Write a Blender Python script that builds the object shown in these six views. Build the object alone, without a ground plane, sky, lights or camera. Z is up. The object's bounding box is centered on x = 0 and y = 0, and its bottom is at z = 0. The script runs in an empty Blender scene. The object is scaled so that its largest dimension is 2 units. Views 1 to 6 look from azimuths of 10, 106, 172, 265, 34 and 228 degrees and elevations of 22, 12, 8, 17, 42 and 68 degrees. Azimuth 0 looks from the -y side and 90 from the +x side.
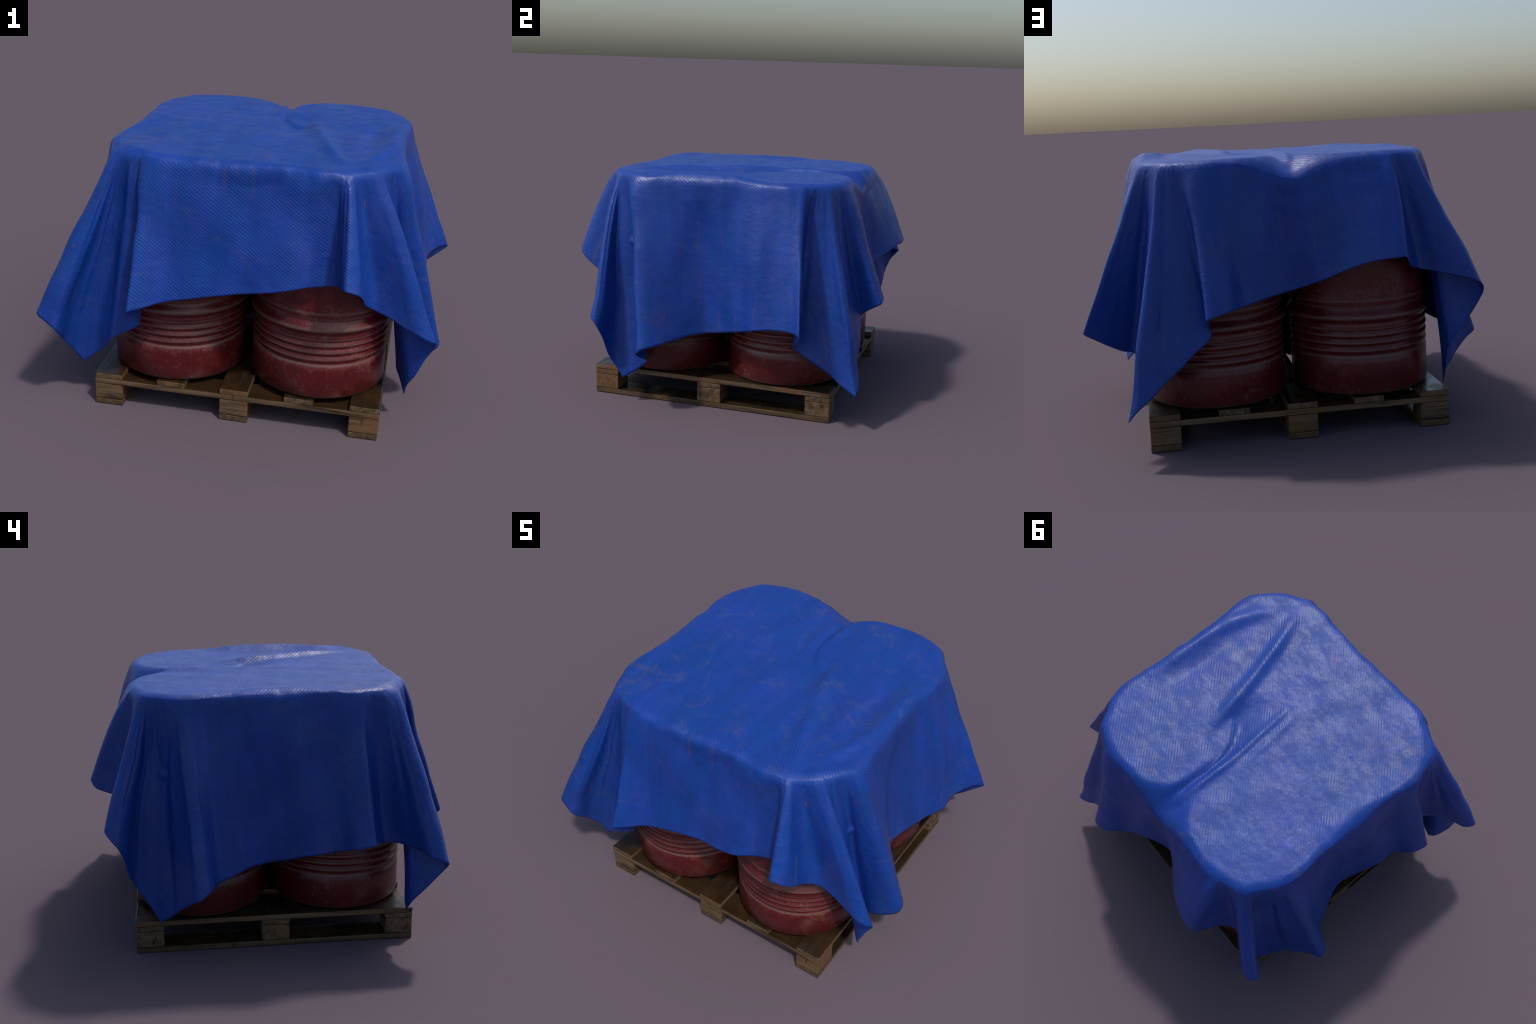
"""Four red steel drums on a wooden pallet, hidden under a draped blue tarpaulin."""
import math
import random

import bpy
import numpy as np

random.seed(7)
np.random.seed(7)

# ------------------------------------------------------------------ measures
PALLET_X0, PALLET_X1 = -0.735, 0.724
PALLET_Y0, PALLET_Y1 = -0.741, 0.720
BOARD = 0.146                    # width of every board and block
DECK = 0.176                     # height of the pallet's deck
DRUM_X, DRUM_Y = 0.371, 0.371    # half distance between drum axes
DRUM_CX, DRUM_CY = 0.0, -0.012
DRUM_R = 0.346
DRUM_TOP = 1.334

# ------------------------------------------------------------------ helpers


def new_object(name, mesh, parent=None):
    ob = bpy.data.objects.new(name, mesh)
    bpy.context.scene.collection.objects.link(ob)
    if parent:
        ob.parent = parent
    return ob


def empty(name, parent=None, loc=(0, 0, 0)):
    ob = bpy.data.objects.new(name, None)
    bpy.context.scene.collection.objects.link(ob)
    ob.location = loc
    if parent:
        ob.parent = parent
    return ob


def mesh_from(name, verts, faces, smooth=False):
    me = bpy.data.meshes.new(name)
    me.from_pydata([tuple(map(float, v)) for v in verts], [], faces)
    me.validate()
    if smooth:
        me.polygons.foreach_set("use_smooth", [True] * len(me.polygons))
    me.update()
    return me


class Nodes:
    """Small helper to write node trees compactly."""

    def __init__(self, name):
        self.mat = bpy.data.materials.new(name)
        self.mat.use_nodes = True
        self.t = self.mat.node_tree
        self.bsdf = next(n for n in self.t.nodes if n.type == "BSDF_PRINCIPLED")
        self.coord = self.t.nodes.new("ShaderNodeTexCoord")

    def put(self, sock, value):
        if isinstance(value, bpy.types.NodeSocket):
            self.t.links.new(value, sock)
        elif value is not None:
            sock.default_value = value

    def node(self, kind, ins=None, **props):
        n = self.t.nodes.new("ShaderNode" + kind)
        for k, v in props.items():
            setattr(n, k, v)
        for k, v in (ins or {}).items():
            self.put(n.inputs[k], v)
        return n

    def mapped(self, src, scale=(1, 1, 1), rot=(0, 0, 0), loc=(0, 0, 0)):
        return self.node("Mapping", {"Vector": src, "Scale": scale, "Rotation": rot, "Location": loc}).outputs[0]

    def noise(self, vec, scale, detail=4.0, rough=0.55, dist=0.0):
        return self.node("TexNoise", {"Vector": vec, "Scale": scale, "Detail": detail, "Roughness": rough, "Distortion": dist}).outputs[0]

    def math(self, op, a, b=None, clamp=False):
        n = self.node("Math", operation=op, use_clamp=clamp)
        self.put(n.inputs[0], a)
        if b is not None:
            self.put(n.inputs[1], b)
        return n.outputs[0]

    def step(self, val, lo, hi, a=0.0, b=1.0):
        return self.node("MapRange", {"Value": val, "From Min": lo, "From Max": hi, "To Min": a, "To Max": b}, interpolation_type="SMOOTHSTEP").outputs[0]

    def mix(self, fac, a, b, blend="MIX"):
        n = self.node("Mix", data_type="RGBA", blend_type=blend)
        for s, v in ((n.inputs[0], fac), (n.inputs[6], a), (n.inputs[7], b)):
            self.put(s, (*v, 1.0) if isinstance(v, tuple) and len(v) == 3 else v)
        return n.outputs[2]

    def ramp(self, fac, stops):
        n = self.node("ValToRGB", {"Fac": fac})
        el = n.color_ramp.elements
        while len(el) < len(stops):
            el.new(0.5)
        for e, (p, c) in zip(el, stops):
            e.position, e.color = p, (*c, 1.0)
        return n.outputs[0]

    def bump(self, height, strength, dist, normal=None):
        return self.node("Bump", {"Height": height, "Strength": strength, "Distance": dist, "Normal": normal}).outputs[0]

    def out(self, **ins):
        for k, v in ins.items():
            k = k.replace("_", " ")
            self.put(self.bsdf.inputs[k], (*v, 1.0) if isinstance(v, tuple) and len(v) == 3 else v)
        return self.mat


# ------------------------------------------------------------------ cloth
# The tarpaulin is a top sheet lying on the drum lids, bent over a rim line and
# hanging down from it to a hem.  Folds are straight lines from rim to hem.
TOP = 1.352
SHEET = 0.0026                     # thickness
BEND = 0.048                       # rounding where the sheet turns down

# rim line (x, y), counter-clockwise from the front left: it follows the lids
# at the corners and bridges the gaps between the drums
RIM = [
    (-.53, -.690), (-.45, -.724), (-.30, -.730), (0, -.730), (.30, -.730), (.45, -.724), (.53, -.698), (.622, -.634),
    (.688, -.54), (.718, -.43), (.716, -.27), (.712, -.10), (.712, .05), (.714, .20), (.718, .36), (.690, .51),
    (.622, .61), (.52, .682), (.40, .712), (.28, .712), (.15, .715), (.05, .722), (-.05, .715), (-.16, .706), (-.28, .712),
    (-.40, .712), (-.52, .682), (-.622, .61), (-.69, .51), (-.716, .38), (-.712, .25), (-.704, .12), (-.700, -.02),
    (-.702, -.15), (-.711, -.27), (-.716, -.40), (-.69, -.52), (-.622, -.625),
]

# hem, edge by edge, same sense: hanging corner, ridges, valleys, next corner.
# (x, y, z) or (x, y, z, rim x, rim y) where the fold line meets the rim.
CORNER_FL = (-0.815, -0.678, 0.200, -.555, -.672)
CORNER_FR = (0.838, -0.514, 0.150, .650, -.60)
CORNER_BR = (0.818, 0.890, 0.208, .60, .625)
CORNER_BL = (-0.748, 0.584, 0.171, -.655, .565)

HEM_FRONT = [
    CORNER_FL, (-.746, -.692, .258), (-.687, -.737, .319), (-.631, -.794, .401, -.525, -.692), (-.586, -.803, .435),
    (-.53, -.805, .472), (-.474, -.798, .508, -.495, -.708), (-.478, -.86, .565), (-.496, -.94, .634, -.47, -.716), (-.433, -.904, .646),
    (-.338, -.843, .666), (-.189, -.808, .692), (-.06, -.818, .72), (.069, -.835, .748), (.163, -.845, .772),
    (.253, -.842, .793), (.338, -.794, .802), (.40, -.768, .805), (.445, -.765, .813, .44, -.725), (.485, -.80, .83), (.508, -.90, .856), (.534, -.933, .86, .485, -.716),
    (.595, -.896, .83), (.608, -.754, .73), (.637, -.695, .688, .535, -.695), (.674, -.672, .661), (.743, -.672, .63),
    (.826, -.683, .589), (.889, -.691, .564), (.945, -.675, .532), (.970, -.65, .520, .622, -.634), (.961, -.622, .471),
    (.922, -.605, .397), (.882, -.588, .297), (.855, -.57, .239), CORNER_FR,
]
HEM_RIGHT = [
    CORNER_FR, (.80, -.43, .20), (.775, -.375, .25, .68, -.555), (.85, -.39, .30), (.93, -.378, .34), (.970, -.355, .360),
    (.979, -.332, .382, .705, -.48), (.961, -.296, .393), (.923, -.256, .401), (.856, -.19, .42), (.766, -.099, .442),
    (.73, -.02, .452, .70, -.06), (.754, .07, .471), (.815, .209, .509), (.878, .305, .543), (.886, .42, .562),
    (.95, .54, .575), (.998, .592, .569, .69, .51), (.95, .57, .53), (.837, .524, .454), (.77, .505, .435, .655, .57),
    (.765, .58, .388), (.765, .64, .353), (.77, .71, .315), (.785, .797, .252), CORNER_BR,
]
HEM_BACK = [
    CORNER_BR, (.78, .90, .255), (.718, .886, .301), (.645, .85, .358), (.553, .84, .43), (.492, .83, .488),
    (.425, .82, .54), (.413, .813, .569, .53, .677), (.436, .899, .634), (.439, .935, .655, .47, .70), (.352, .933, .682),
    (.253, .834, .688), (.156, .787, .704), (.056, .738, .718), (-.039, .733, .737), (-.109, .778, .767),
    (-.178, .827, .8), (-.233, .858, .827), (-.289, .884, .849), (-.374, .911, .87), (-.447, .922, .875),
    (-.481, .921, .879, -.455, .706), (-.505, .90, .84), (-.548, .776, .804), (-.599, .712, .783, -.505, .69), (-.644, .719, .773),
    (-.722, .77, .756), (-.828, .827, .73), (-.872, .81, .70), (-.883, .79, .676, -.605, .622), (-.884, .769, .649),
    (-.848, .741, .565), (-.787, .73, .489), (-.731, .704, .388), (-.743, .639, .279), CORNER_BL,
]
HEM_LEFT = [
    CORNER_BL, (-.786, .517, .229), (-.831, .498, .263), (-.868, .468, .296), (-.936, .42, .353),
    (-.99, .393, .386, -.70, .47), (-.985, .36, .408), (-.945, .325, .418), (-.854, .285, .423), (-.819, .215, .435, -.70, .30),
    (-.77, .13, .458), (-.742, .04, .468), (-.774, -.068, .489), (-.804, -.164, .514), (-.817, -.329, .546),
    (-.89, -.412, .58), (-.905, -.495, .60, -.71, -.44), (-.83, -.50, .57), (-.74, -.56, .555, -.685, -.525), (-.754, -.62, .56),
    (-.832, -.695, .557), (-.905, -.725, .561), (-.957, -.754, .552), (-.988, -.81, .535), (-.985, -.845, .52, -.61, -.632),
    (-.95, -.86, .498), (-.895, -.864, .455), (-.883, -.758, .343), (-.851, -.691, .254), CORNER_FL,
]


def arc(p):
    return np.concatenate([[0], np.cumsum(np.linalg.norm(np.diff(p, axis=0), axis=1))])


def resample(p, n, rounding, closed=False):
    """n evenly spaced points along a spline through p, softened a little."""
    if closed:
        ext = np.vstack([p[-3:-1], p, p[1:3]])
    else:
        ext = np.vstack([2 * p[0] - p[1], p, 2 * p[-1] - p[-2]])
    t = arc(ext[:, :3]) + 1e-6 * np.arange(len(ext))
    first, last = (2, len(ext) - 3) if closed else (1, len(ext) - 2)
    f = np.linspace(t[first], t[last], 1600)
    k = np.clip(np.searchsorted(t, f, side="right") - 1, first, last - 1)
    h = (t[k + 1] - t[k])[:, None]
    w = ((f - t[k]) / (t[k + 1] - t[k]))[:, None]
    slope = (ext[2:] - ext[:-2]) / (t[2:] - t[:-2])[:, None]
    slope = np.vstack([slope[:1], slope, slope[-1:]])
    q = ((2 * w ** 3 - 3 * w ** 2 + 1) * ext[k] + (w ** 3 - 2 * w ** 2 + w) * h * slope[k]
         + (3 * w ** 2 - 2 * w ** 3) * ext[k + 1] + (w ** 3 - w ** 2) * h * slope[k + 1])
    for _ in range(rounding):
        if closed:
            r = q[:-1]
            r = 0.5 * r + 0.25 * (np.roll(r, 1, 0) + np.roll(r, -1, 0))
            q = np.vstack([r, r[:1]])
        else:
            q[1:-1] = 0.5 * q[1:-1] + 0.25 * (q[:-2] + q[2:])
    t = arc(q[:, :3])
    f = np.linspace(0, t[-1], n)
    return np.stack([np.interp(f, t, q[:, k]) for k in range(p.shape[1])], 1)


def smooth01(t):
    t = np.clip(t, 0, 1)
    return t * t * (3 - 2 * t)


def crease(x, y, path, width, height, skew=0.0):
    """Height of a fold running along a polyline of (x, y, strength)."""
    out = np.zeros_like(x)
    best = np.full_like(x, 9.0)
    for (x0, y0, h0), (x1, y1, h1) in zip(path[:-1], path[1:]):
        ex, ey = x1 - x0, y1 - y0
        t = np.clip(((x - x0) * ex + (y - y0) * ey) / (ex * ex + ey * ey), 0, 1)
        dx, dy = x - x0 - t * ex, y - y0 - t * ey
        d = np.hypot(dx, dy)
        side = np.sign(ex * dy - ey * dx)
        w = width * (1 + skew * side)
        v = height * (h0 + (h1 - h0) * t) * np.exp(-(d / w) ** 2)
        out = np.where(d < best, v, out)
        best = np.minimum(best, d)
    return out


def top_height(x, y):
    """Height of the upper sheet: flat lids, the sag at the back gap and the creases."""
    z = np.full_like(x, TOP)
    # sag between the two rear drums: the sheet drops away from both lids into a V
    right = np.hypot(x - DRUM_CX - DRUM_X, y - DRUM_CY - DRUM_Y)
    left = np.hypot(x - DRUM_CX + DRUM_X, y - DRUM_CY - DRUM_Y)
    reach = 0.5 * (right + left - np.sqrt((right - left) ** 2 + 0.060 ** 2)) - DRUM_R
    gap = np.sqrt(np.clip(reach + 0.01, 0, None) ** 2 + 0.050 ** 2) - 0.050
    z -= 0.95 * gap * smooth01((y - 0.13) / 0.42)
    # long valley with two lips running forward from the sag
    z += crease(x, y, [(.045, .62, .3), (.03, .52, 1), (.022, .38, 1), (.035, .24, .4), (.06, .14, 0)], .026, -.019)
    z += crease(x, y, [(.06, .34, 0), (.09, .22, .8), (.12, .08, .9), (.145, -.02, .5), (.18, -.12, 0)], .080, -.030)
    z += crease(x, y, [(-.012, .58, .6), (-.008, .40, 1), (-.01, .25, 1), (.0, .10, .8), (.02, -.11, .6), (.04, -.26, 0)], .024, .013)
    z += crease(x, y, [(-.07, .22, 0), (-.06, .08, .7), (-.04, -.10, .7), (-.02, -.24, 0)], .024, .008)
    z += crease(x, y, [(.20, .20, 0), (.235, .06, .8), (.29, -.15, 1), (.35, -.35, 1), (.42, -.53, .5), (.45, -.63, 0)], .036, .026)
    # ridges where the sheet bridges the side gaps
    z += crease(x, y, [(.66, .30, 0), (.662, .12, .8), (.662, -.08, 1), (.65, -.28, .9), (.59, -.44, .7), (.53, -.56, 0)], .042, .024)
    z += crease(x, y, [(.56, .26, 0), (.545, .05, 1), (.545, -.22, 1), (.54, -.42, 0)], .05, -.011)
    z += crease(x, y, [(-.67, .26, 0), (-.635, .08, 1), (-.635, -.10, 1), (-.67, -.26, 0)], .06, .012)
    z += crease(x, y, [(.60, -.62, 1), (.67, -.54, .6)], .05, .007)
    z += crease(x, y, [(-.42, -.69, .4), (-.52, -.64, 1), (-.60, -.56, .6)], .05, .007)
    # faint handling wrinkles
    z += 0.0012 * np.sin(9 * x + 13 * y + 2 * np.sin(7 * y)) + 0.0010 * np.sin(21 * x - 12 * y + 3 * np.sin(5 * x))
    # the lids hold it up
    lid = np.hypot(np.abs(x - DRUM_CX) - DRUM_X, np.abs(y - DRUM_CY) - DRUM_Y)
    floor = DRUM_TOP + 0.006 - 0.5 * np.clip(lid - DRUM_R + 0.01, 0, 1)
    d = z - floor
    return floor + 0.5 * (d + np.sqrt(d * d + 0.004 ** 2))


def clear_drums(p, top=9.0):
    """Push points sideways out of the drum walls and hoops."""
    dx = np.abs(p[..., 0] - DRUM_CX) - DRUM_X
    dy = np.abs(p[..., 1] - DRUM_CY) - DRUM_Y
    r = np.hypot(dx, dy) + 1e-9
    need = np.full_like(r, DRUM_R + 0.007)
    if p.shape[-1] == 3:
        for hoop in (0.384, DRUM_TOP - DECK - 0.384):
            need += 0.020 * np.exp(-((p[..., 2] - DECK - hoop) / 0.018) ** 2)
        need = np.where(p[..., 2] < top, need, 0)
    k = np.maximum(need - r, 0) / r
    p[..., 0] += np.sign(p[..., 0] - DRUM_CX) * k * dx
    p[..., 1] += np.sign(p[..., 1] - DRUM_CY) * k * dy


def cloth_columns(per_metre=200):
    """Matching points on hem and rim all the way round."""
    rim = np.array(RIM + RIM[:1], float)
    rim = resample(rim, 2001, 60, closed=True)
    clear_drums(rim)
    rt = arc(rim)
    total = rt[-1]

    def station(x, y):
        return rt[np.argmin((rim[:-1, 0] - x) ** 2 + (rim[:-1, 1] - y) ** 2)]

    hems, sigma, last = [], [], None
    for edge in (HEM_FRONT, HEM_RIGHT, HEM_BACK, HEM_LEFT):
        p = np.array([e[:3] for e in edge], float)
        t = arc(p)
        keys = [(t[i], station(*e[3:])) for i, e in enumerate(edge) if len(e) == 5]
        kt, ks = np.array([k[0] for k in keys]), np.array([k[1] for k in keys])
        for i in range(len(ks)):
            prev = last if i == 0 else ks[i - 1]
            while prev is not None and ks[i] < prev - total / 2:
                ks[i] += total
            while prev is not None and ks[i] > prev + total / 2:
                ks[i] -= total
        last = ks[-1]
        n = int(t[-1] * per_metre)
        q = resample(np.column_stack([p, np.interp(t, kt, ks)]), n, 70)
        hems.append(q[:-1, :3])
        sigma.append(q[:-1, 3])
    hem, sig = np.vstack(hems), np.concatenate(sigma)
    ring = np.concatenate([sig[-60:] - total, sig, sig[:60] + total])      # soften the spacing
    for _ in range(30):
        ring[1:-1] = 0.5 * ring[1:-1] + 0.25 * (ring[:-2] + ring[2:])
    sig = np.mod(ring[60:-60], total)
    e = np.stack([np.interp(sig, rt, rim[:, k]) for k in range(2)], 1)
    return hem, e


def build_tarp(mat):
    hem, rim = cloth_columns()
    n = len(hem)
    centre = np.array([0.0, -0.01])
    inward = centre - rim
    inward /= np.linalg.norm(inward, axis=1)[:, None]
    corner = np.column_stack([rim, top_height(rim[:, 0], rim[:, 1])])
    lip = rim + inward * BEND
    lip = np.column_stack([lip, top_height(lip[:, 0], lip[:, 1])])
    run = arc(np.vstack([rim, rim[:1]]))[:n]
    crumple = np.zeros(n)
    rng = np.random.default_rng(5)
    for k in (9, 17, 26, 41, 63):                          # crumpled turn-over edge
        crumple += np.sin(2 * np.pi * k * run / (run[-1] + 0.002) + rng.uniform(0, 6.28)) * 0.050 / (k + 6)
    corner[:, 2] += crumple
    corner[:, :2] -= inward * (0.8 * np.roll(crumple, 37))[:, None]
    fall = hem - corner
    length = np.linalg.norm(fall, axis=1)[:, None]
    down = corner + fall / length * BEND
    along = arc(np.vstack([hem, hem[:1]]))[:n]

    rings, ref = [], []
    # top sheet, from the centre outwards
    m = 64
    for k in range(1, m):
        xy = centre + (lip[:, :2] - centre) * (k / m)
        rings.append(np.column_stack([xy, top_height(xy[:, 0], xy[:, 1])]))
        ref.append(np.column_stack([xy, np.zeros(n)]))
    # turn over the rim
    for t in (0, .1, .2, .3, .4, .5, .6, .605, .7, .8, .9, 1.0):
        rings.append((1 - t) ** 2 * lip + 2 * t * (1 - t) * corner + t * t * down)
        if t <= 0.6:
            ref.append(np.column_stack([rings[-1][:, :2], np.full(n, 0.499 * (t / 0.6) ** 2)]))
        else:
            ref.append(np.column_stack([along * 0.8, -1.2 * (np.linalg.norm(rings[-1] - corner, axis=1) + TOP - corner[:, 2]) - 2.0, np.full(n, min(1.0, 0.501 + 1.5 * (t - 0.605)))]))
    # hanging part: straight fold lines, a touch of slack
    rows = 70
    side = np.cross(np.roll(hem, -1, 0) - np.roll(hem, 1, 0), fall)
    side /= np.linalg.norm(side, axis=1)[:, None] + 1e-9
    # ridges stand out and valleys sink in already a little below the rim
    broad_hem = hem.copy()
    for _ in range(900):
        broad_hem = 0.5 * broad_hem + 0.25 * (np.roll(broad_hem, 1, 0) + np.roll(broad_hem, -1, 0))
    side[:, 2] = 0
    side /= np.linalg.norm(side, axis=1)[:, None] + 1e-9
    side *= np.sign(np.sum(side[:, :2] * (rim - centre), axis=1))[:, None]
    for _ in range(12):
        side = 0.5 * side + 0.25 * (np.roll(side, 1, 0) + np.roll(side, -1, 0))
    stand = np.clip(np.sum((hem - broad_hem) * side, axis=1) * 0.48, -0.026, 0.026)
    for _ in range(40):
        stand = 0.5 * stand + 0.25 * (np.roll(stand, 1) + np.roll(stand, -1))
    fold = side * stand[:, None]
    for k in range(1, rows + 1):
        t = k / rows
        p = down + (hem - down) * t
        d = np.linalg.norm(p - corner, axis=1)
        rings.append(p + fold * (t ** 0.6 * (1 - t) ** 1.3 * 1.9))
        ref.append(np.column_stack([along * 0.8, -1.2 * (d + TOP - corner[:, 2]) - 2.0, np.ones(n)]))
    pts = np.array(rings)
    clear_drums(pts[m + 11:], TOP - 0.03)
    # keep the turn-over clear of the drum rims
    bend = pts[m - 1:m + 15]
    lid = np.hypot(np.abs(bend[..., 0] - DRUM_CX) - DRUM_X, np.abs(bend[..., 1] - DRUM_CY) - DRUM_Y)
    rise, out = DRUM_TOP + 0.005 - bend[..., 2], DRUM_R + 0.006 - lid
    inside = (rise > 0) & (out > 0)
    lift = inside & (rise <= out)
    bend[..., 2] += np.where(lift, rise, 0)
    push = np.where(inside & ~lift, out / (lid + 1e-9), 0)
    bend[..., 0] += np.sign(bend[..., 0] - DRUM_CX) * (np.abs(bend[..., 0] - DRUM_CX) - DRUM_X) * push
    bend[..., 1] += np.sign(bend[..., 1] - DRUM_CY) * (np.abs(bend[..., 1] - DRUM_CY) - DRUM_Y) * push
    # even out kinks a little across the folds, keep hem and top
    soft = pts[m:].copy()
    for it in range(10):
        avg = 0.25 * (np.roll(soft, 1, 1) + np.roll(soft, -1, 1)) + 0.25 * (np.concatenate([soft[:1], soft[:-1]]) + np.concatenate([soft[1:], soft[-1:]]))
        w = np.linspace(0.9, 0.0, len(soft))[:, None, None]
        soft = soft + w * 0.5 * (avg - soft)
    pts[m + 1:-1] = soft[1:-1]
    swell = np.column_stack([-inward, np.zeros(n)])
    # handling dents: low, irregular swells across the whole hanging part
    rng = np.random.default_rng(11)
    for _ in range(22):
        f = rng.normal(0, 1, 3)
        f *= rng.uniform(10, 48) / np.linalg.norm(f)
        f[2] *= 0.5
        wave = np.sin(pts[m + 2:] @ f + rng.uniform(0, 6.28)) * 0.032 / np.linalg.norm(f)
        pts[m + 2:] += swell[None] * (wave * np.clip(np.arange(len(pts) - m - 2) / 14, 0, 1)[:, None])[..., None]
    for _ in range(6):                                     # broad slack
        f = rng.normal(0, 1, 3)
        f *= rng.uniform(6, 13) / np.linalg.norm(f)
        f[2] *= 0.6
        wave = np.sin(pts[m + 2:] @ f + rng.uniform(0, 6.28)) * 0.0034
        pts[m + 2:] += swell[None] * (wave * np.clip(np.arange(len(pts) - m - 2) / 22, 0, 1)[:, None])[..., None]
    clear_drums(pts[m + 11:], TOP - 0.03)
    pts[m + 6] = pts[m + 5] + 0.03 * (pts[m + 7] - pts[m + 5])      # top and side weave change over here
    verts = np.vstack([[[*centre, top_height(centre[:1], centre[1:])[0]]], pts.reshape(-1, 3)])
    flat = np.vstack([[[*centre, 0.0]], np.array(ref).reshape(-1, 3)])
    faces = [(0, 1 + i, 1 + (i + 1) % n) for i in range(n)]
    for k in range(len(pts) - 1):
        a = 1 + k * n
        faces += [(a + i, a + n + i, a + n + (i + 1) % n, a + (i + 1) % n) for i in range(n)]
    me = bpy.data.meshes.new("tarpaulin")
    me.from_pydata(flat.tolist(), [], faces)
    me.polygons.foreach_set("use_smooth", [True] * len(me.polygons))
    me.update()
    ob = new_object("tarpaulin", me)
    ob.shape_key_add(name="cut_flat")
    key = ob.shape_key_add(name="draped")
    key.data.foreach_set("co", verts.reshape(-1).astype(np.float32))
    key.value = 1.0
    m = ob.modifiers.new("sheet_thickness", "SOLIDIFY")
    m.thickness, m.offset = SHEET, 0.0
    ob["label"] = "blue woven plastic tarpaulin draped over stacked drums"
    ob["category"] = "tarpaulin"
    me.materials.append(mat(flat.min(0), flat.max(0)))
    return ob


def tarp_material(lo, hi):
    """Woven blue sheet: diagonal ribs, hue patches, dust, streaks and scuffed gloss.

    Works in metres on the sheet as it was cut (Generated runs over the flat sheet);
    its third value tells the top (0) from the hanging sides (1)."""
    n = Nodes("blue_tarpaulin")
    size = hi - lo
    cut = n.node("VectorMath", {0: n.coord.outputs["Generated"], 1: tuple(size), 2: tuple(lo)}, operation="MULTIPLY_ADD").outputs[0]
    sep = n.node("SeparateXYZ", {0: cut})
    u, v, hang = sep.outputs[0], sep.outputs[1], n.step(sep.outputs[2], 0.499, 0.501)
    cut = n.node("CombineXYZ", {0: u, 1: v, 2: n.math("MULTIPLY", hang, 3.0)}).outputs[0]
    wobble = n.math("MULTIPLY", n.noise(cut, 9.0, 3.0), 0.018)
    phase = n.math("ADD", n.math("ADD", u, v), wobble)
    rib = n.math("SINE", n.math("MULTIPLY", phase, 2 * math.pi / (math.sqrt(2) * 0.0145)))
    rib01 = n.math("MULTIPLY_ADD", rib, 0.5)
    n.put(rib01.node.inputs[2], 0.5)
    cross = n.math("SINE", n.math("MULTIPLY", n.math("SUBTRACT", u, v), 2 * math.pi / 0.0125))

    patch = n.noise(cut, 3.2, 5.0, 0.6, 0.6)
    tall = n.noise(n.mapped(cut, (7.0, 1.3, 1.0)), 1.6, 5.0, 0.6, 0.4)
    hue = n.step(n.math("ADD", n.mix(hang, patch, tall), n.math("MULTIPLY", n.noise(cut, 24.0, 5.0, 0.7), 0.35)), 0.52, 0.84)
    col = n.mix(hue, (0.0038, 0.0520, 0.300), (0.0110, 0.0490, 0.325))
    fine = n.noise(cut, 45.0, 6.0, 0.65)
    dust_at = n.noise(cut, 5.5, 7.0, 0.68, 1.2)
    dust = n.math("MULTIPLY", n.step(dust_at, 0.50, 0.74), n.step(fine, 0.30, 0.74))
    dust = n.math("MULTIPLY", dust, n.step(hang, 0, 1, 0.85, 0.40))
    col = n.mix(dust, col, (0.100, 0.098, 0.155))
    shade = n.noise(n.mapped(cut, (11.0, 1.8, 1.0)), 1.0, 4.0, 0.6)
    col = n.mix(n.step(shade, 0.35, 0.65, 0.30, 0.0), col, (0.0045, 0.022, 0.150))
    # run marks down the sides and small rusty spots
    runs = n.noise(n.mapped(cut, (26.0, 2.2, 1.0)), 1.0, 4.0, 0.6, 0.3)
    runs = n.math("MULTIPLY", n.math("MULTIPLY", n.step(runs, 0.55, 0.78), n.step(patch, 0.40, 0.62)), n.math("MULTIPLY", hang, 0.60))
    col = n.mix(runs, col, (0.105, 0.075, 0.125))
    cell = n.node("TexVoronoi", {"Vector": n.mapped(cut, (3.6, 2.6, 1.0)), "Scale": 1.0, "Randomness": 0.9}).outputs["Distance"]
    spot = n.math("MULTIPLY", n.step(cell, 0.045, 0.015), n.step(fine, 0.35, 0.6))
    col = n.mix(n.math("MULTIPLY", spot, 0.7), col, (0.14, 0.085, 0.075))
    # ribs: grooves are coloured darker than the crests
    flat_part = n.step(n.math("ABSOLUTE", n.math("SUBTRACT", sep.outputs[2], 0.5)), 0.01, 0.13)
    col = n.mix(n.math("MULTIPLY", n.step(rib01, 0.55, 0.0, 0.0, 0.34), flat_part), col, (0.008, 0.022, 0.100))
    # gloss is scuffed off in ragged patches
    scuff = n.noise(n.mapped(cut, (0.7, 1.3, 1.0), (0, 0, -0.75)), 8.0, 11.0, 0.80, 0.10)
    gloss = n.step(scuff, 0.40, 0.64)
    rough = n.math("ADD", n.mix(hang, n.step(gloss, 0, 1, 0.40, 0.55), n.step(gloss, 0, 1, 0.32, 0.40)), n.math("MULTIPLY", fine, 0.06))
    patch_rib = n.noise(cut, 7.0, 4.0, 0.6)
    height = n.math("ADD", n.math("MULTIPLY", rib, n.step(patch_rib, 0.30, 0.70, 0.30, 0.80)), n.math("MULTIPLY", cross, 0.05))
    height = n.math("ADD", height, n.math("MULTIPLY", n.math("SUBTRACT", fine, 0.5), 0.9))
    height = n.math("MULTIPLY", height, flat_part)
    broad = n.math("MULTIPLY", n.math("SUBTRACT", n.noise(cut, 14.0, 3.0, 0.5), 0.5), flat_part)
    nrm = n.bump(broad, 0.38, 0.012)
    nrm = n.bump(height, 0.30, 0.0016, nrm)
    return n.out(Base_Color=col, Roughness=rough, Normal=nrm, Specular_IOR_Level=0.34)


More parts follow.
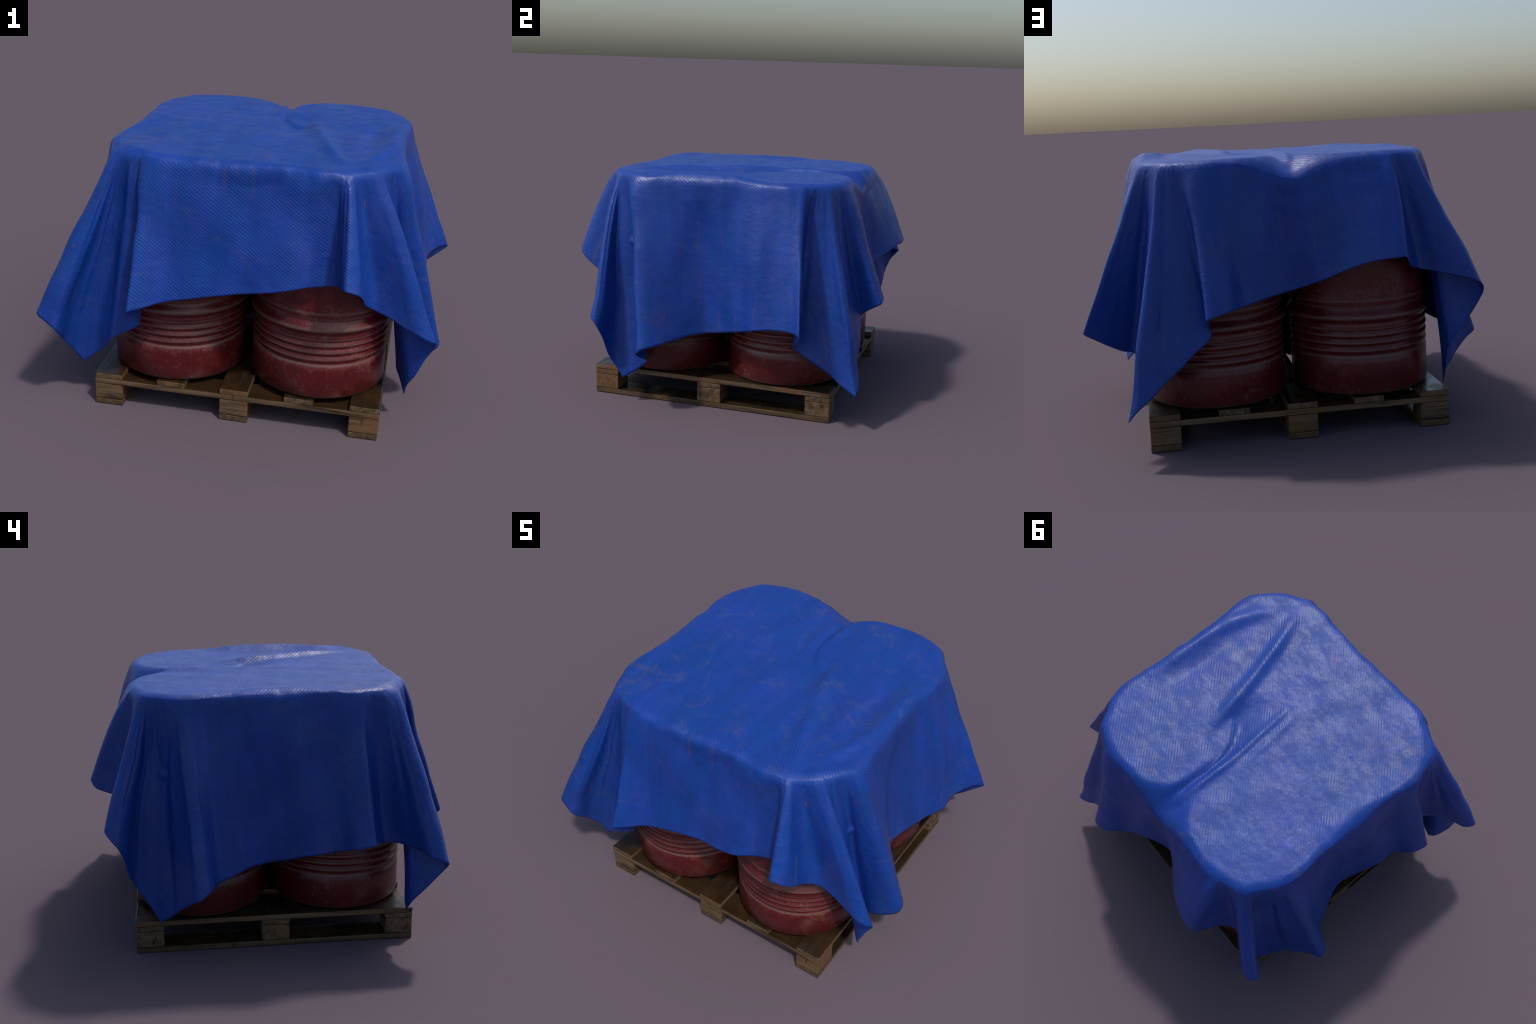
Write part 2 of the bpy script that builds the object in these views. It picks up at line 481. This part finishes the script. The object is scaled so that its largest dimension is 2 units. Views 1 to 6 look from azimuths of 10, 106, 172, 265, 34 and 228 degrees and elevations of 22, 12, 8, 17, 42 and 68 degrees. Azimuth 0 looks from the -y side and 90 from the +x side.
# ------------------------------------------------------------------ drums
def drum_profile():
    # outline from the floor up: (radius offset, height above the deck)
    H = DRUM_TOP - DECK
    low = [(-.020, 0.0), (-.006, .006), (.002, .018), (.002, .150), (.002, .185),
           (-.005, .192), (-.005, .202), (.001, .212), (.004, .222), (.001, .230), (-.005, .237), (-.005, .242),
           (.001, .250), (.004, .260), (.001, .268), (-.005, .275), (-.005, .280),
           (.001, .288), (.004, .297), (.001, .305), (-.005, .312), (-.005, .318),
           (.001, .325), (.001, .345), (-.003, .352),
           (.006, .364), (.017, .376), (.020, .384), (.017, .392), (.006, .406), (-.003, .420), (-.006, .428),
           (-.004, .436), (.002, .450), (.002, .470), (.002, H / 2)]
    up = [(o, H - z) for o, z in reversed(low[:-1])]
    pts = [(DRUM_R + o, z) for o, z in low + up]
    # raised rim and sunken lid
    pts[-1] = (DRUM_R - .004, H - .004)
    pts += [(DRUM_R - .012, H), (DRUM_R - .022, H - .003), (DRUM_R - .026, H - .02), (DRUM_R - .05, H - .024), (0.06, H - .02)]
    return pts


def build_drums(mat):
    prof = [(0.05, 0.004)] + drum_profile()
    seg = 128
    verts, faces = [], []
    for r, z in prof:
        verts += [(r * math.cos(2 * math.pi * i / seg), r * math.sin(2 * math.pi * i / seg), z) for i in range(seg)]
    for k in range(len(prof) - 1):
        for i in range(seg):
            a, b = k * seg + i, k * seg + (i + 1) % seg
            faces.append((a, b, b + seg, a + seg))
    faces.append(tuple(range(seg - 1, -1, -1)))
    faces.append(tuple((len(prof) - 1) * seg + i for i in range(seg)))
    me = mesh_from("drum", verts, faces, smooth=True)
    me.materials.append(mat)
    for k, (sx, sy) in enumerate(((-1, -1), (1, -1), (1, 1), (-1, 1))):
        ob = new_object("steel_drum", me)
        ob.location = (DRUM_CX + sx * DRUM_X, DRUM_CY + sy * DRUM_Y, DECK + 0.001)
        ob.rotation_euler[2] = k * 1.7
        ob["label"] = "worn red steel barrel with rolled hoops"
        ob["category"] = "barrel"


# ------------------------------------------------------------------ pallet
def board_mesh(name, sx, sy, sz, mat, bevel=0.004):
    import bmesh
    bm = bmesh.new()
    bmesh.ops.create_cube(bm, size=1.0)
    for v in bm.verts:
        v.co = (v.co.x * sx, v.co.y * sy, v.co.z * sz)
    bmesh.ops.bevel(bm, geom=bm.edges[:], offset=bevel, segments=2, affect="EDGES", profile=0.6)
    me = bpy.data.meshes.new(name)
    bm.to_mesh(me)
    bm.free()
    me.materials.append(mat)
    return me


def build_pallet(mat, mat_x):
    root = empty("wooden_pallet", loc=((PALLET_X0 + PALLET_X1) / 2, (PALLET_Y0 + PALLET_Y1) / 2, 0))
    root["label"] = "weathered wooden shipping pallet with nine blocks"
    root["category"] = "pallet"
    lx, ly = PALLET_X1 - PALLET_X0, PALLET_Y1 - PALLET_Y0

    def put(name, me, x, y, z):
        ob = new_object(name, me, root)
        ob.location = (x, y, z)
        return ob

    top = board_mesh("deck_board", BOARD, ly, 0.029, mat)
    cross = board_mesh("cross_board", lx, BOARD, 0.029, mat_x)
    runner = board_mesh("bottom_board", BOARD, ly, 0.030, mat)
    block = board_mesh("block", BOARD - .002, BOARD - .002, 0.086, mat_x)
    for k in range(5):
        put("deck_board", top, (k - 2) * (lx - BOARD) / 4, 0, 0.1615)
    for k in (-1, 0, 1):
        put("cross_board", cross, 0, k * (ly - BOARD) / 2, 0.132)
        put("bottom_board", runner, k * (lx - BOARD) / 2, 0, 0.015)
        for j in (-1, 0, 1):
            put("block", block, k * (lx - BOARD) / 2, j * (ly - BOARD) / 2, 0.0735)


def wood_material(name, along, seed, brown):
    """Weathered wood; along = axis of the grain. Tops are darker, browner and shiny; ends and sides are paler."""
    n = Nodes(name)
    geo = n.node("NewGeometry")
    rnd = n.node("ObjectInfo").outputs["Random"]
    obj = n.node("VectorMath", {0: n.coord.outputs["Object"], 1: n.node("CombineXYZ", {0: n.math("MULTIPLY", rnd, 7.0), 1: n.math("MULTIPLY", rnd, 3.0), 2: seed}).outputs[0]}, operation="ADD").outputs[0]
    stretch = [34.0, 34.0, 34.0]
    stretch[along] = 2.2
    grain = n.noise(n.mapped(obj, stretch), 1.0, 7.0, 0.62, 0.8)
    fine = n.noise(n.mapped(obj, [5 * k for k in stretch]), 1.0, 4.0, 0.6)
    big = n.noise(obj, 4.5, 5.0, 0.6)
    up = n.step(n.node("SeparateXYZ", {0: geo.outputs["True Normal"]}).outputs[2], 0.5, 0.9)
    side = n.ramp(grain, [(0.32, (0.016, 0.011, 0.007)), (0.46, (0.080, 0.051, 0.027)), (0.60, (0.155, 0.098, 0.058)), (0.78, (0.135, 0.095, 0.064))])
    side = n.mix(n.step(big, 0.44, 0.64, 0, 0.60), side, (0.160, 0.078, 0.026))
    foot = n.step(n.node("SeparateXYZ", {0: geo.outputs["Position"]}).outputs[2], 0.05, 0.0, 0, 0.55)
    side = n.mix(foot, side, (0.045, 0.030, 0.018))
    side = n.mix(n.step(fine, 0.58, 0.75, 0, 0.55), side, (0.035, 0.025, 0.016))
    top = n.ramp(grain, [(0.25, (0.008, 0.006, 0.003)), (0.5, (0.019, 0.0125, 0.0065)), (0.8, (0.035, 0.022, 0.0115))])
    top = n.mix(n.step(big, 0.42, 0.62, 0.25 * brown, 0.45 + 0.4 * brown), top, (0.046, 0.018, 0.005))  # upward faces turn browner in patches, more so on the crosswise wood
    col = n.mix(up, side, top)
    # dark stains and cracks
    stain = n.noise(n.mapped(obj, (1, 1, 0.45)), 11.0, 6.0, 0.7, 1.5)
    col = n.mix(n.step(stain, 0.60, 0.70, 0, 0.75), col, (0.012, 0.009, 0.006))
    rough = n.mix(up, n.step(fine, 0.3, 0.7, 0.45, 0.65), n.step(n.noise(obj, 7.0, 6.0, 0.65), 0.40, 0.62, 0.18, 0.42))
    nrm = n.bump(grain, 0.5, 0.003)
    nrm = n.bump(fine, 0.35, 0.0012, nrm)
    return n.out(Base_Color=col, Roughness=rough, Normal=nrm, Specular_IOR_Level=n.step(up, 0, 1, 0.3, 0.42))


def drum_material():
    """Dull red paint, rubbed to grey primer on crests and edges, dusty and scratched."""
    n = Nodes("worn_red_paint")
    rnd = n.node("ObjectInfo").outputs["Random"]
    obj = n.coord.outputs["Object"]
    pos = n.node("VectorMath", {0: obj, 1: n.node("CombineXYZ", {0: n.math("MULTIPLY", rnd, 9.0), 1: n.math("MULTIPLY", rnd, 4.0), 2: 0.0}).outputs[0]}, operation="ADD").outputs[0]
    z = n.node("SeparateXYZ", {0: obj}).outputs[2]
    # mirror the heights about the middle: both ends carry the same ribs
    half = (DRUM_TOP - DECK) / 2
    h = n.math("SUBTRACT", half, n.math("ABSOLUTE", n.math("SUBTRACT", z, half)))
    coarse = n.noise(pos, 6.0, 6.0, 0.65, 0.5)
    fine = n.noise(pos, 52.0, 9.0, 0.86)
    grit = n.noise(pos, 160.0, 4.0, 0.7)
    edge = None
    for at, wide in ((0.004, .012), (0.1885, .0065), (0.222, .0055), (0.260, .0055), (0.297, .0055), (0.327, .007), (0.384, .012), (0.436, .006), (0.466, .008)):
        d = n.math("ABSOLUTE", n.math("SUBTRACT", h, at))
        band = n.step(d, wide * 1.5, wide * 0.2)
        edge = band if edge is None else n.math("MAXIMUM", edge, band)
    near = n.math("MAXIMUM", n.step(n.math("ABSOLUTE", n.math("SUBTRACT", h, 0.175)), 0.045, 0.0), n.step(n.math("ABSOLUTE", n.math("SUBTRACT", h, 0.49)), 0.06, 0.0))
    cluster = n.math("ADD", n.math("MULTIPLY", n.step(coarse, 0.46, 0.70), 0.10), n.math("MULTIPLY", near, 0.035))
    speck = n.step(n.math("ADD", fine, cluster), 0.572, 0.632)
    rub = n.math("MULTIPLY", edge, n.step(n.math("ADD", fine, n.math("MULTIPLY", edge, 0.16)), 0.46, 0.62))
    chip = n.math("MAXIMUM", n.math("MULTIPLY", speck, 0.85), rub)
    red = n.mix(n.step(coarse, 0.3, 0.7), (0.066, 0.0042, 0.0058), (0.108, 0.0072, 0.0084))
    red = n.mix(n.step(h, 0.10, 0.0, 0, 0.35), red, (0.075, 0.018, 0.014))
    grey = n.mix(n.step(grit, 0.35, 0.65), (0.100, 0.078, 0.070), (0.185, 0.110, 0.080))
    col = n.mix(n.math("MULTIPLY", chip, 0.56), red, grey)
    dirt = n.step(n.noise(n.mapped(pos, (3, 3, 1.0)), 2.4, 6.0, 0.65), 0.5, 0.75, 0.0, 0.45)
    col = n.mix(dirt, col, (0.032, 0.014, 0.012))
    rough = n.math("ADD", n.step(fine, 0.3, 0.7, 0.24, 0.38), n.math("MULTIPLY", chip, 0.14))
    nrm = n.bump(coarse, 0.20, 0.012)
    nrm = n.bump(n.math("ADD", n.math("MULTIPLY", chip, -0.5), n.math("MULTIPLY", grit, 0.25)), 0.35, 0.0012, nrm)
    return n.out(Base_Color=col, Roughness=rough, Normal=nrm)


build_pallet(wood_material("wood_grain_lengthwise", 1, 0.0, 0.0), wood_material("wood_grain_crosswise", 0, 3.0, 1.0))
build_drums(drum_material())
build_tarp(tarp_material)
